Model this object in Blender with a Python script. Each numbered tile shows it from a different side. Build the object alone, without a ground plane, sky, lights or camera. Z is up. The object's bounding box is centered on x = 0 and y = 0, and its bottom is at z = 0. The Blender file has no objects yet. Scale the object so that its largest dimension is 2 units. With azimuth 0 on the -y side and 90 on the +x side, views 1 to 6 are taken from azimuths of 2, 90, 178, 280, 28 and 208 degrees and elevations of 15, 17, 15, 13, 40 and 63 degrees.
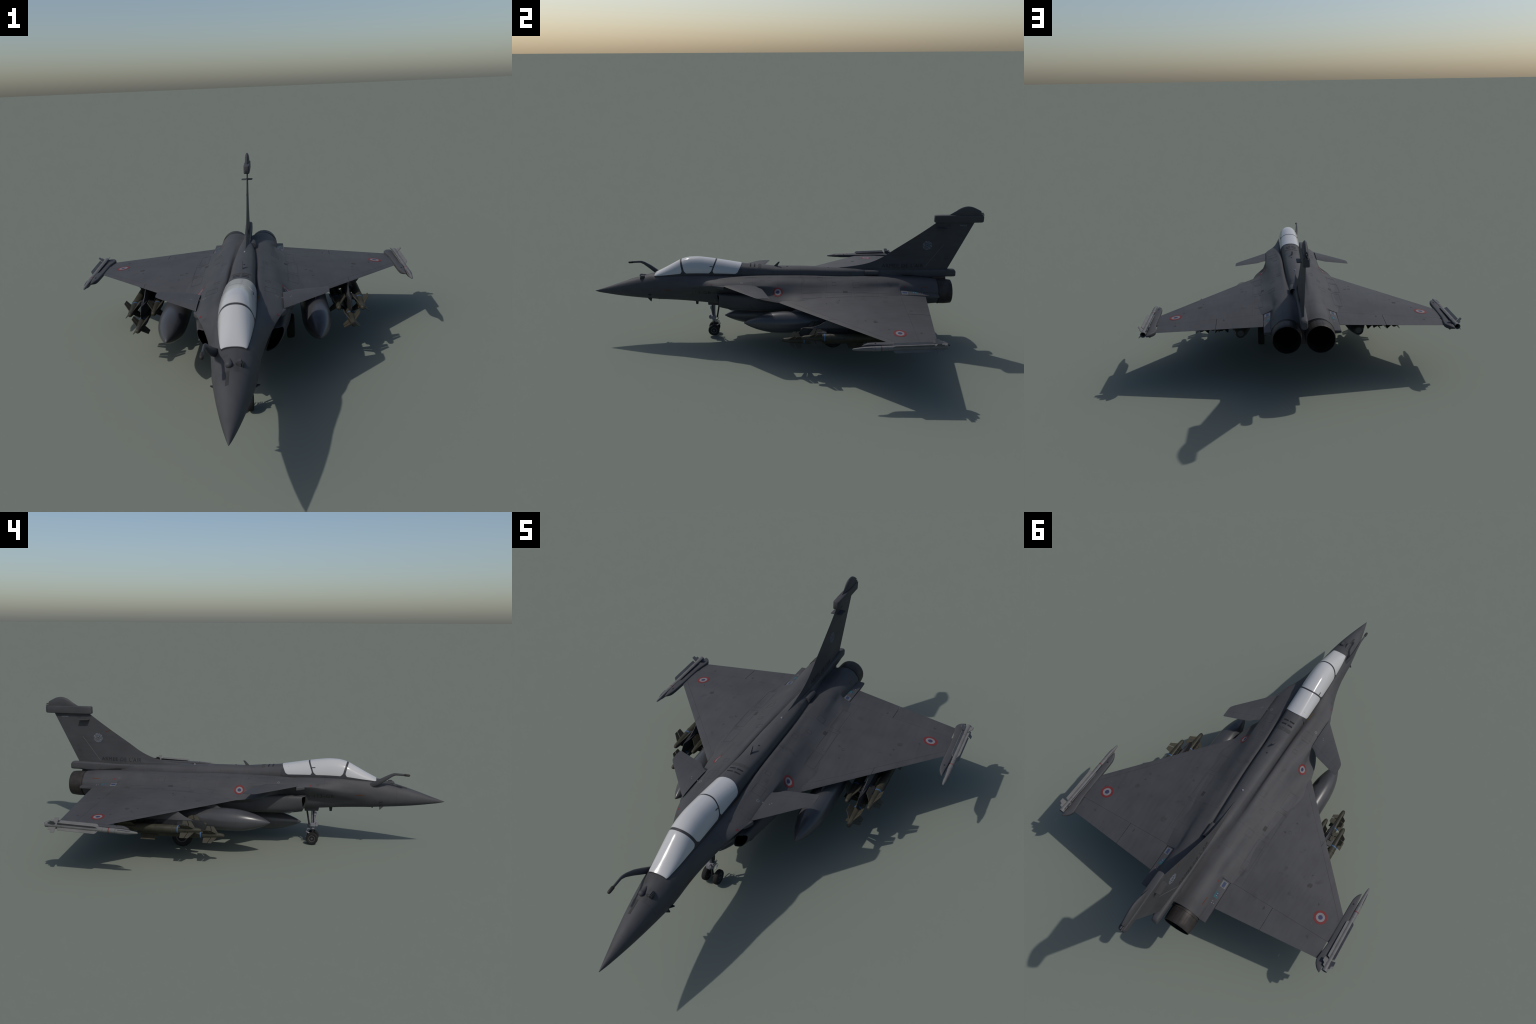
# A delta-wing twin-engine fighter jet with canards, carrying drop tanks, guided bombs and missiles.
# Everything is built directly in the world frame: nose towards -y, z up, length 2.00 m.
import bpy, bmesh, math, random
import numpy as np
from mathutils import Vector, Matrix
from mathutils.bvhtree import BVHTree

random.seed(7)
COL = bpy.context.scene.collection

# ------------------------------------------------------------------ materials
def new_mat(name):
    m = bpy.data.materials.new(name)
    m.use_nodes = True
    nt = m.node_tree
    return m, nt, nt.nodes["Principled BSDF"]

def plain(name, col, rough=0.6, metal=0.0, vary=0.12, scale=40.0, coat=0.0, spec=0.15):
    """Plain paint with a faint procedural mottling."""
    m, nt, b = new_mat(name)
    N, Lk = nt.nodes, nt.links
    tc = N.new("ShaderNodeTexCoord")
    nz = N.new("ShaderNodeTexNoise"); nz.inputs["Scale"].default_value = scale
    nz.inputs["Detail"].default_value = 4
    Lk.new(tc.outputs["Object"], nz.inputs["Vector"])
    rp = N.new("ShaderNodeValToRGB")
    rp.color_ramp.elements[0].position = 0.3
    rp.color_ramp.elements[1].position = 0.7
    lo = [c * (1 - vary) for c in col]; hi = [min(1, c * (1 + vary)) for c in col]
    rp.color_ramp.elements[0].color = (*lo, 1); rp.color_ramp.elements[1].color = (*hi, 1)
    Lk.new(nz.outputs["Fac"], rp.inputs["Fac"])
    Lk.new(rp.outputs["Color"], b.inputs["Base Color"])
    b.inputs["Roughness"].default_value = rough
    b.inputs["Metallic"].default_value = metal
    b.inputs["Coat Weight"].default_value = coat
    b.inputs["Specular IOR Level"].default_value = spec
    return m

def math_node(nt, op, a, b=None, clamp=False):
    n = nt.nodes.new("ShaderNodeMath"); n.operation = op; n.use_clamp = clamp
    for i, v in enumerate((a, b)):
        if v is None: continue
        if isinstance(v, (int, float)): n.inputs[i].default_value = v
        else: nt.links.new(v, n.inputs[i])
    return n.outputs[0]

def line_mask(nt, value, positions, width):
    """1 where value lies within width of one of the positions."""
    acc = None
    for p in positions:
        d = math_node(nt, "ABSOLUTE", math_node(nt, "SUBTRACT", value, p))
        k = math_node(nt, "LESS_THAN", d, width)
        acc = k if acc is None else math_node(nt, "MAXIMUM", acc, k)
    return acc

def airframe_paint(name, base, y_lines=(), x_lines=(), slopes=(), rough=0.58, spec=0.16):
    """Grey airframe paint: cloudy weathering, streaks along the airflow, sparse stains, panel lines."""
    m, nt, b = new_mat(name)
    N, Lk = nt.nodes, nt.links
    tc = N.new("ShaderNodeTexCoord")
    sp = N.new("ShaderNodeSeparateXYZ"); Lk.new(tc.outputs["Object"], sp.inputs[0])
    X = math_node(nt, "ABSOLUTE", sp.outputs[0]); Y = sp.outputs[1]; Zc = sp.outputs[2]
    def noise(scale, detail=5, stretch=None):
        n = N.new("ShaderNodeTexNoise"); n.inputs["Scale"].default_value = scale
        n.inputs["Detail"].default_value = detail
        if stretch:
            mp = N.new("ShaderNodeMapping"); mp.inputs["Scale"].default_value = stretch
            Lk.new(tc.outputs["Object"], mp.inputs[0]); Lk.new(mp.outputs[0], n.inputs["Vector"])
        else: Lk.new(tc.outputs["Object"], n.inputs["Vector"])
        return n.outputs["Fac"]
    cloud = noise(9.0, 6)
    streak = noise(14.0, 4, (5.0, 0.8, 5.0))
    stain = noise(20.0, 3)
    f = math_node(nt, "ADD", math_node(nt, "MULTIPLY", cloud, 0.62), math_node(nt, "MULTIPLY", streak, 0.38))
    rp = N.new("ShaderNodeValToRGB"); e = rp.color_ramp.elements
    e[0].position, e[1].position = 0.33, 0.68
    e[0].color = (*[c * 0.86 for c in base], 1); e[1].color = (*[c * 1.12 for c in base], 1)
    Lk.new(f, rp.inputs["Fac"])
    st = N.new("ShaderNodeValToRGB"); e = st.color_ramp.elements
    e[0].position, e[1].position = 0.64, 0.74
    e[0].color = (1, 1, 1, 1); e[1].color = (0.80, 0.80, 0.79, 1)
    Lk.new(stain, st.inputs["Fac"])
    mx = N.new("ShaderNodeMix"); mx.data_type = "RGBA"; mx.blend_type = "MULTIPLY"
    mx.inputs["Factor"].default_value = 1.0
    Lk.new(rp.outputs["Color"], mx.inputs["A"]); Lk.new(st.outputs["Color"], mx.inputs["B"])
    colour = mx.outputs["Result"]
    masks = []
    if y_lines: masks.append(line_mask(nt, Y, y_lines, 0.0007))
    if x_lines: masks.append(line_mask(nt, X, x_lines, 0.0007))
    for (kx, c) in slopes:       # oblique lines y = kx*|x| + c
        v = math_node(nt, "SUBTRACT", Y, math_node(nt, "MULTIPLY", X, kx))
        masks.append(line_mask(nt, v, (c,), 0.0009))
    if masks:
        a = masks[0]
        for k in masks[1:]: a = math_node(nt, "MAXIMUM", a, k)
        ml = N.new("ShaderNodeMix"); ml.data_type = "RGBA"
        Lk.new(math_node(nt, "MULTIPLY", a, 0.38), ml.inputs["Factor"])
        Lk.new(colour, ml.inputs["A"]); ml.inputs["B"].default_value = (*[c * 0.4 for c in base], 1)
        colour = ml.outputs["Result"]
    Lk.new(colour, b.inputs["Base Color"])
    b.inputs["Roughness"].default_value = rough
    b.inputs["Specular IOR Level"].default_value = spec
    return m

GREY = (0.0590, 0.0595, 0.0630)  # base lowered and cooled to average in the dim shading of the -x wing
M_BODY = airframe_paint("grey_airframe_paint", GREY,
                        y_lines=(-0.775, -0.44, -0.295, -0.17, -0.045, 0.075, 0.2, 0.335, 0.455))
M_WING = airframe_paint("grey_wing_paint", GREY, x_lines=(0.2085,), slopes=((1.115, -0.232),))
M_PAINT = airframe_paint("grey_part_paint", GREY)
M_FIN = airframe_paint("grey_fin_paint", (0.052, 0.0525, 0.0560))
M_TANK = airframe_paint("grey_tank_paint", (0.052, 0.053, 0.057), y_lines=(-0.15, -0.06, 0.12, 0.3), rough=0.30, spec=0.4)  # tank grey deepened to carry the shading seen on the tanks
M_FRAME = plain("dark_canopy_frame", (0.045, 0.046, 0.05), 0.5)
M_GLASS = plain("pale_canopy_glazing", (0.43, 0.43, 0.432), 0.12, vary=0.015, scale=5, spec=0.4)  # glazing toned down a little for the shade on the canopy sides
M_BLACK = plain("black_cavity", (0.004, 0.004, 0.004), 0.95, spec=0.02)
M_DARK = plain("dark_metal", (0.03, 0.031, 0.033), 0.55, 0.3)
M_NOZZLE = plain("scorched_nozzle_metal", (0.037, 0.033, 0.031), 0.5, 0.2, 0.3, 30)
M_NOZIN = plain("dark_nozzle_inside", (0.009, 0.008, 0.0075), 0.9, spec=0.05)
M_TYRE = plain("black_tyre_rubber", (0.018, 0.0175, 0.017), 0.8)
M_RIM = plain("grey_wheel_rim", (0.09, 0.09, 0.09), 0.45, 0.4)
M_STRUT = plain("pale_gear_strut", (0.22, 0.22, 0.24), 0.4, 0.2)
M_MISSILE = plain("light_grey_missile", (0.125, 0.125, 0.124), 0.5, vary=0.1, scale=25)  # missile grey reduced to the level of its unlit -x side
M_MISSILE_D = plain("dark_missile_nose_window", (0.06, 0.06, 0.064), 0.4)
M_BOMB = plain("olive_bomb_body", (0.036, 0.0345, 0.0255), 0.45, vary=0.2, scale=45)  # olive of body and fins dimmed to match bombs on the shadowed -x side
M_BOMB_FIN = plain("olive_bomb_fin", (0.046, 0.043, 0.032), 0.5, vary=0.15)
M_BAND = plain("blue_band", (0.05, 0.11, 0.22), 0.5)
M_RED = plain("red_marking", (0.138, 0.025, 0.026), 0.55)
M_WHITE = plain("white_marking", (0.17, 0.17, 0.175), 0.55)
M_NAVY = plain("blue_marking", (0.036, 0.035, 0.075), 0.55)
M_INK = plain("dark_lettering", (0.022, 0.022, 0.026), 0.6)
M_PALE = plain("pale_lettering", (0.16, 0.175, 0.21), 0.6)
M_ORANGE = plain("orange_marking", (0.10, 0.03, 0.014), 0.6)
M_YELLOW = plain("yellow_marking", (0.12, 0.08, 0.02), 0.6)
M_TEAL = plain("teal_marking", (0.025, 0.09, 0.10), 0.6)
M_BLUE = plain("mid_blue_marking", (0.035, 0.05, 0.095), 0.6)
M_VENT = plain("dark_vent", (0.020, 0.020, 0.021), 0.9)
M_STAIN = plain("dull_stain", (0.046, 0.046, 0.046), 0.8, vary=0.2, scale=150)
M_MESH = plain("grille_grey", (0.050, 0.050, 0.049), 0.8, vary=0.35, scale=400)
M_PATCH = plain("dark_patch", (0.035, 0.036, 0.035), 0.7)
M_LIGHTPATCH = plain("light_patch", (0.125, 0.125, 0.13), 0.6)

# ------------------------------------------------------------------ object helpers
ROOT = bpy.data.objects.new("fighter_jet", None)
COL.objects.link(ROOT)
ROOT["label"] = "dark grey delta-wing fighter jet with canards, drop tanks and bombs"
ROOT["category"] = "fighter jet"

def obj_from(name, verts, faces, mat, parent=None, smooth=35.0, mats=None, fmat=None):
    me = bpy.data.meshes.new(name)
    me.from_pydata([tuple(v) for v in verts], [], faces)
    for mm in (mats or [mat]): me.materials.append(mm)
    if fmat is not None:
        me.polygons.foreach_set("material_index", fmat)
    bm = bmesh.new(); bm.from_mesh(me)
    bmesh.ops.remove_doubles(bm, verts=bm.verts, dist=1e-6)
    bmesh.ops.recalc_face_normals(bm, faces=bm.faces)
    bm.to_mesh(me); bm.free()
    if smooth:
        me.polygons.foreach_set("use_smooth", [True] * len(me.polygons))
        me.set_sharp_from_angle(angle=math.radians(smooth))
    ob = bpy.data.objects.new(name, me)
    COL.objects.link(ob)
    ob.parent = parent or ROOT
    return ob

def copy_obj(src, name, parent=None, matrix=None):
    ob = src.copy(); ob.name = name
    COL.objects.link(ob)
    ob.parent = parent or ROOT
    if matrix is not None: ob.matrix_local = matrix
    return ob

def ring_faces(nr, nc, closed):
    f = []
    for i in range(nr - 1):
        for j in range(nc if closed else nc - 1):
            k = (j + 1) % nc
            f.append((i * nc + j, i * nc + k, (i + 1) * nc + k, (i + 1) * nc + j))
    return f

def loft(name, rings, mat, closed=True, caps=(True, True), parent=None, smooth=35.0):
    nc = len(rings[0]); v = [p for r in rings for p in r]
    f = ring_faces(len(rings), nc, closed)
    if closed and caps[0]: f.append(tuple(range(nc - 1, -1, -1)))
    if closed and caps[1]: f.append(tuple(range((len(rings) - 1) * nc, len(rings) * nc)))
    return obj_from(name, v, f, mat, parent, smooth)

def pchip(xs, ys, q):
    """Monotone cubic interpolation of a column array."""
    xs = np.asarray(xs, float); ys = np.asarray(ys, float); q = np.asarray(q, float)
    if ys.ndim == 1: return pchip(xs, ys[:, None], q)[:, 0]
    h = np.diff(xs)[:, None]; d = np.diff(ys, axis=0) / h
    m = np.zeros_like(ys); m[0], m[-1] = d[0], d[-1]
    for i in range(1, len(xs) - 1):
        w1 = 2 * h[i] + h[i - 1]; w2 = h[i] + 2 * h[i - 1]
        same = d[i - 1] * d[i] > 0
        with np.errstate(divide="ignore", invalid="ignore"):
            hm = (w1 + w2) / (w1 / d[i - 1] + w2 / d[i])
        m[i] = np.where(same, hm, 0)
    k = np.clip(np.searchsorted(xs, q, side="right") - 1, 0, len(xs) - 2)
    hh = h[k]; t = ((q - xs[k])[:, None]) / hh
    return ((2*t**3 - 3*t**2 + 1) * ys[k] + (t**3 - 2*t**2 + t) * hh * m[k]
            + (-2*t**3 + 3*t**2) * ys[k + 1] + (t**3 - t**2) * hh * m[k + 1])

def curve_through(pts, sharp, per=6):
    """Hermite curve through 2D half-section points; sharp[i] in 0..1 makes a corner.
    The first and last points lie on the symmetry plane (x = 0)."""
    p = [np.array(a, float) for a in pts]
    n = len(p)
    ext = [p[1] * [-1, 1]] + p + [p[-2] * [-1, 1]]
    out = []
    for i in range(n - 1):
        a, b = p[i], p[i + 1]
        L = np.linalg.norm(b - a) + 1e-9
        def tan(j):
            v = ext[j + 2] - ext[j]
            l1 = np.linalg.norm(ext[j + 1] - ext[j]) + 1e-9; l2 = np.linalg.norm(ext[j + 2] - ext[j + 1]) + 1e-9
            t = (ext[j + 1] - ext[j]) / l1 * l2 / (l1 + l2) + (ext[j + 2] - ext[j + 1]) / l2 * l1 / (l1 + l2)
            return t
        ta = tan(i) * L * (1 - sharp[i]) + (b - a) * sharp[i]
        tb = tan(i + 1) * L * (1 - sharp[i + 1]) + (b - a) * sharp[i + 1]
        for k in range(per):
            t = k / per
            out.append((2*t**3-3*t**2+1)*a + (t**3-2*t**2+t)*ta + (-2*t**3+3*t**2)*b + (t**3-t**2)*tb)
    out.append(p[-1])
    return out

def rounded_rect(hw, z0, z1, r, n=4, xc=0.0):
    """Closed section (x, z) list of a rounded rectangle."""
    pts = []
    r = min(r, hw * 0.999, (z1 - z0) * 0.4999)
    for cx, cz, a0 in ((hw - r, z1 - r, 0), (-hw + r, z1 - r, 90), (-hw + r, z0 + r, 180), (hw - r, z0 + r, 270)):
        for k in range(n + 1):
            a = math.radians(a0 + 90 * k / n)
            pts.append((xc + cx + r * math.cos(a), cz + r * math.sin(a)))
    return pts

def revolve(name, profile, mat, axis="y", centre=(0, 0, 0), n=32, parent=None, caps=(True, True), smooth=35.0):
    """Profile: list of (s, r) along the axis."""
    rings = []
    for s, r in profile:
        ring = []
        for k in range(n):
            a = 2 * math.pi * k / n
            c, d = r * math.cos(a), r * math.sin(a)
            q = {"y": (c, s, d), "x": (s, c, d), "z": (c, d, s)}[axis]
            ring.append((q[0] + centre[0], q[1] + centre[1], q[2] + centre[2]))
        rings.append(ring)
    return loft(name, rings, mat, True, caps, parent, smooth)

def tube(name, path, radius, mat, parent=None, n=10, flat=1.0):
    """Tube along a list of points; radius may be a list."""
    P = [Vector(p) for p in path]
    R = radius if isinstance(radius, (list, tuple)) else [radius] * len(P)
    rings = []
    up = Vector((0, 0, 1))
    for i, p in enumerate(P):
        t = (P[min(i + 1, len(P) - 1)] - P[max(i - 1, 0)]).normalized()
        u = t.cross(up)
        if u.length < 1e-3: u = t.cross(Vector((0, 1, 0)))
        u.normalize(); w = u.cross(t)
        rings.append([p + (u * math.cos(2*math.pi*k/n) * flat + w * math.sin(2*math.pi*k/n)) * R[i] for k in range(n)])
    return loft(name, rings, mat, True, (True, True), parent, 50)

def box(name, c, s, mat, parent=None, bevel=0.0, taper=None):
    """Box by centre and size; taper = (sx, sy) scale of the lower face."""
    x, y, z = (k / 2 for k in s)
    v = []
    for dz in (-1, 1):
        tx, ty = (taper if (taper and dz < 0) else (1, 1))
        for dx, dy in ((-1, -1), (1, -1), (1, 1), (-1, 1)):
            v.append((c[0] + dx * x * tx, c[1] + dy * y * ty, c[2] + dz * z))
    f = [(0, 1, 2, 3), (4, 5, 6, 7), (0, 1, 5, 4), (1, 2, 6, 5), (2, 3, 7, 6), (3, 0, 4, 7)]
    ob = obj_from(name, v, f, mat, parent, 30)
    if bevel:
        bm = bmesh.new(); bm.from_mesh(ob.data)
        bmesh.ops.bevel(bm, geom=list(bm.edges), offset=bevel, segments=2, affect="EDGES")
        bm.to_mesh(ob.data); bm.free()
        ob.data.polygons.foreach_set("use_smooth", [True] * len(ob.data.polygons))
        ob.data.set_sharp_from_angle(angle=math.radians(40))
    return ob

def plate(name, outline, thick, mat, parent=None, bevel=0.0):
    """Solid from a 3D planar outline, thickened along its normal, optional edge bevel."""
    P = [Vector(p) for p in outline]
    nrm = Vector((0, 0, 0))
    for i in range(len(P)):
        nrm += P[i].cross(P[(i + 1) % len(P)])
    nrm.normalize()
    v = [p + nrm * thick / 2 for p in P] + [p - nrm * thick / 2 for p in P]
    n = len(P)
    f = [tuple(range(n)), tuple(range(2 * n - 1, n - 1, -1))] + [(i, (i + 1) % n, n + (i + 1) % n, n + i) for i in range(n)]
    ob = obj_from(name, v, f, mat, parent, 30)
    if bevel:
        bm = bmesh.new(); bm.from_mesh(ob.data)
        bmesh.ops.bevel(bm, geom=[e for e in bm.edges], offset=bevel, segments=2, affect="EDGES")
        bm.to_mesh(ob.data); bm.free()
        ob.data.polygons.foreach_set("use_smooth", [True] * len(ob.data.polygons))
        ob.data.set_sharp_from_angle(angle=math.radians(40))
    return ob

# ------------------------------------------------------------------ fuselage
def nose_section(top, bot, hw, zw):
    pts = []
    for i in range(13):
        a = math.pi * i / 12
        c, s = math.cos(a), math.sin(a)
        z = zw + (top - zw) * c if c > 0 else zw + (zw - bot) * c
        pts.append((hw * s ** 0.92 if s > 1e-6 else 0.0, z))
    return pts

# y, 13 half-section points from the top centre to the bottom centre, corner sharpness of shoulder edge (7) and wing chine (9)
BODY = [
    (-1.000, nose_section(0.2455, 0.2437, 0.0009, 0.2446), 0, 0),
    (-0.975, nose_section(0.2535, 0.2372, 0.0075, 0.2448), 0, 0),
    (-0.935, nose_section(0.2668, 0.2310, 0.0175, 0.2475), 0, 0),
    (-0.870, nose_section(0.2890, 0.2215, 0.0320, 0.2540), 0, 0),
    (-0.800, nose_section(0.3110, 0.2140, 0.0455, 0.2600), 0, 0),
    (-0.735, nose_section(0.3290, 0.2085, 0.0560, 0.2640), 0, 0),
    (-0.690, nose_section(0.3400, 0.2050, 0.0620, 0.2660), 0, 0),
    (-0.655, [(0, .3385), (.014, .3385), (.027, .3375), (.0385, .3350), (.047, .3270), (.056, .3130), (.0625, .2950),
              (.0655, .2760), (.0635, .2590), (.0555, .2370), (.0425, .2175), (.0250, .2060), (0, .2022)], 0, 0),
    (-0.600, [(0, .3360), (.015, .3365), (.031, .3380), (.0440, .3385), (.0530, .3310), (.0615, .3180), (.0680, .3000),
              (.0710, .2810), (.0670, .2620), (.0550, .2380), (.0405, .2165), (.0240, .2037), (0, .1988)], 0, 0),
    (-0.500, [(0, .3350), (.020, .3360), (.040, .3400), (.0540, .3450), (.0620, .3400), (.0725, .3270), (.0825, .3110),
              (.0885, .2920), (.0810, .2715), (.0575, .2430), (.0410, .2145), (.0265, .1980), (0, .1928)], 0.15, 0),
    (-0.430, [(0, .3350), (.020, .3360), (.042, .3410), (.0565, .3455), (.0650, .3420), (.0800, .3325), (.0965, .3205),
              (.1085, .3055), (.0975, .2830), (.0670, .2475), (.0480, .2120), (.0320, .1930), (0, .1880)], 0.45, 0),
    (-0.380, [(0, .3350), (.020, .3360), (.043, .3410), (.0580, .3450), (.0670, .3425), (.0890, .3335), (.1110, .3245),
              (.1260, .3140), (.1135, .2940), (.0755, .2500), (.0570, .2080), (.0380, .1900), (0, .1845)], 0.65, 0),
    (-0.325, [(0, .3350), (.020, .3360), (.043, .3410), (.0575, .3440), (.0680, .3430), (.0940, .3350), (.1200, .3260),
              (.1390, .3150), (.1190, .2950), (.0870, .2550), (.0700, .2060), (.0450, .1870), (0, .1810)], 0.75, 0),
    (-0.250, [(0, .3350), (.020, .3360), (.040, .3370), (.0530, .3400), (.0640, .3440), (.0940, .3370), (.1210, .3275),
              (.1415, .3160), (.1240, .2960), (.1050, .2680), (.0970, .2050), (.0600, .1800), (0, .1760)], 0.75, 0),
    (-0.160, [(0, .3350), (.020, .3350), (.038, .3360), (.0485, .3385), (.0570, .3450), (.0880, .3390), (.1180, .3290),
              (.1400, .3165), (.1430, .2900), (.1640, .2630), (.1380, .2200), (.0800, .1780), (0, .1740)], 0.7, 0.3),
    (-0.100, [(0, .3350), (.020, .3350), (.037, .3360), (.0475, .3385), (.0550, .3455), (.0860, .3385), (.1170, .3275),
              (.1395, .3150), (.1490, .2890), (.1920, .2600), (.1500, .2250), (.0900, .1780), (0, .1740)], 0.5, 0.9),
    (-0.036, [(0, .3350), (.020, .3350), (.037, .3360), (.0470, .3385), (.0545, .3455), (.0850, .3400), (.1160, .3275),
              (.1380, .3100), (.1590, .2850), (.2080, .2550), (.1550, .2250), (.1000, .1790), (0, .1745)], 0.1, 0.9),
    (0.070, [(0, .3350), (.020, .3350), (.037, .3360), (.0465, .3385), (.0545, .3450), (.0840, .3365), (.1150, .3240),
             (.1390, .3060), (.1660, .2880), (.2250, .2670), (.1650, .2350), (.1050, .1810), (0, .1760)], 0, 0.6),
    (0.280, [(0, .3330), (.018, .3330), (.034, .3335), (.0440, .3350), (.0530, .3385), (.0800, .3330), (.1110, .3200),
             (.1350, .3070), (.1610, .2945), (.2300, .2740), (.1700, .2440), (.1100, .1870), (0, .1800)], 0, 0.3),
    (0.440, [(0, .3330), (.016, .3330), (.030, .3335), (.0405, .3350), (.0500, .3365), (.0750, .3335), (.1040, .3215),
             (.1250, .3045), (.1490, .2920), (.2100, .2740), (.1650, .2480), (.1080, .1830), (0, .1780)], 0, 0.3),
    (0.570, [(0, .3300), (.013, .3300), (.024, .3305), (.0340, .3315), (.0460, .3325), (.0700, .3325), (.0975, .3215),
             (.1165, .3025), (.1290, .2935), (.2000, .2610), (.1600, .2480), (.1000, .1870), (0, .1840)], 0, 0.6),
    (0.576, [(0, .3295), (.013, .3295), (.024, .3300), (.0340, .3310), (.0460, .3322), (.0700, .3322), (.0975, .3213),
             (.1172, .3035), (.1270, .2860), (.1310, .2650), (.1210, .2230), (.0820, .1875), (0, .1850)], 0, 0),
    (0.700, [(0, .3220), (.011, .3220), (.020, .3225), (.0300, .3245), (.0430, .3280), (.0680, .3295), (.0960, .3205),
             (.1180, .3000), (.1290, .2830), (.1320, .2640), (.1220, .2260), (.0790, .1970), (0, .2000)], 0, 0),
    (0.762, [(0, .3120), (.008, .3120), (.015, .3125), (.0250, .3160), (.0400, .3215), (.0680, .3255), (.0950, .3180),
             (.1170, .2980), (.1285, .2810), (.1310, .2620), (.1210, .2280), (.0780, .2020), (0, .2130)], 0, 0),
]

def build_fuselage():
    ys = [s[0] for s in BODY]
    ctrl = np.array([[c for p in s[1] for c in p] + [s[2], s[3]] for s in BODY])
    q = []
    for a, b in zip(ys[:-1], ys[1:]):
        n = max(2, int((b - a) / 0.0085))
        q += [a + (b - a) * k / n for k in range(n)]
    q.append(ys[-1])
    q = np.array(q)
    C = pchip(ys, ctrl, q)
    rings = []
    for y, row in zip(q, C):
        pts = row[:26].reshape(13, 2)
        sh = [0.0] * 13
        sh[7], sh[9] = float(row[26]), float(row[27])
        half = curve_through(pts, sh, 6)
        right = [(p[0], y, p[1]) for p in half]
        left = [(-p[0], y, p[1]) for p in half[-2:0:-1]]
        rings.append(right + left)
    return loft("fuselage", rings, M_BODY, smooth=38)

FUSELAGE = build_fuselage()

# dorsal spine behind the canopy
def build_spine():
    S = [  # y, half width at foot, top z, roundness plateau, foot z
        (-0.262, 0.0515, 0.3985, 0.326), (-0.225, 0.0505, 0.3925, 0.326), (-0.180, 0.0490, 0.3885, 0.326), (-0.110, 0.0475, 0.3835, 0.326),
        (-0.060, 0.0470, 0.3785, 0.326), (0.080, 0.0460, 0.3765, 0.326), (0.220, 0.0425, 0.3705, 0.322), (0.330, 0.0380, 0.3665, 0.318),
        (0.440, 0.0300, 0.3635, 0.314), (0.520, 0.0200, 0.3610, 0.312), (0.600, 0.0140, 0.3590, 0.312)]
    ys = [s[0] for s in S]
    q = np.linspace(ys[0], ys[-1], 76)
    C = pchip(ys, np.array([s[1:] for s in S]), q)
    rings = []
    for y, (w, top, foot) in zip(q, C):
        mid = top - 0.022
        half = curve_through([(0, top), (w * 0.36, top - 0.0022), (w * 0.70, top - 0.0090), (w * 0.93, mid - 0.004),
                              (w, foot), (0, foot - 0.002)], [0, 0, 0, 0, 1, 1], 5)
        rings.append([(p[0], y, p[1]) for p in half] + [(-p[0], y, p[1]) for p in half[-2:0:-1]])
    return loft("dorsal_spine", rings, M_BODY, smooth=38)
SPINE = build_spine()

# tail boom between the engines
def build_boom():
    S = [(0.40, .0135, .3250, .3600), (0.62, .0150, .3270, .3580), (0.74, .0152, .3155, .3595), (0.80, .0150, .3165, .3605), (0.826, .0148, .3200, .3608),
         (0.858, .0146, .3200, .3604), (0.870, .0138, .3205, .3570), (0.876, .0118, .3215, .3500)]
    q = np.concatenate([np.linspace(0.40, 0.85, 24), np.linspace(0.856, 0.876, 8)])
    C = pchip([s[0] for s in S], np.array([s[1:] for s in S]), q)
    rings = [[(x, y, z) for x, z in rounded_rect(w, a, b, 0.0095)] for y, (w, a, b) in zip(q, C)]
    return loft("tail_boom", rings, M_PAINT)
BOOM = build_boom()

# cooling-air outlet at the rear end of the spine, on the +x side only
for sx in (1,):
    pr = [(0.405, 0.0135), (0.452, 0.0140), (0.474, 0.0132), (0.4735, 0.0118), (0.44, 0.0115)]
    t = revolve("air_outlet", pr, M_PAINT, "y", (sx * 0.0245, 0, 0.3475), 20, caps=(True, False))
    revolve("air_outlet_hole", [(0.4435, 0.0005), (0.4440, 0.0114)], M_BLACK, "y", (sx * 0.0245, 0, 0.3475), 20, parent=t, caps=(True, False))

# ------------------------------------------------------------------ canopy
CAN = [  # y, half width at the sill, sill z, top z
    (-0.690, 0.0200, 0.3300, 0.3360), (-0.680, 0.0335, 0.3335, 0.3425), (-0.655, 0.0385, 0.3365, 0.3560), (-0.632, 0.0420, 0.3380, 0.3680), (-0.608, 0.0450, 0.3395, 0.3812),
    (-0.580, 0.0480, 0.3415, 0.3965), (-0.548, 0.0510, 0.3435, 0.4135), (-0.522, 0.0528, 0.3450, 0.4225), (-0.494, 0.0542, 0.3460, 0.4275), (-0.460, 0.0552, 0.3465, 0.4287),
    (-0.410, 0.0555, 0.3470, 0.4238), (-0.360, 0.0553, 0.3470, 0.4165), (-0.293, 0.0545, 0.3465, 0.4050), (-0.227, 0.0530, 0.3450, 0.3935)]
CY = [c[0] for c in CAN]; CD = np.array([c[1:] for c in CAN])

def canopy_point(y, a, off=0.0):
    """a: 0 at the +x sill, pi at the -x sill."""
    w, z0, z1 = pchip(CY, CD, [y])[0]
    c, s = math.cos(a), math.sin(a)
    # nearly vertical walls low down, round on top
    x = w * math.copysign(abs(c) ** 0.88, c); z = z0 + (z1 - z0) * abs(s) ** 0.95
    nrm = Vector((c * (z1 - z0), 0, s * w)).normalized() if off else Vector((0, 0, 0))
    return Vector((x, y, z)) + nrm * off

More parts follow.
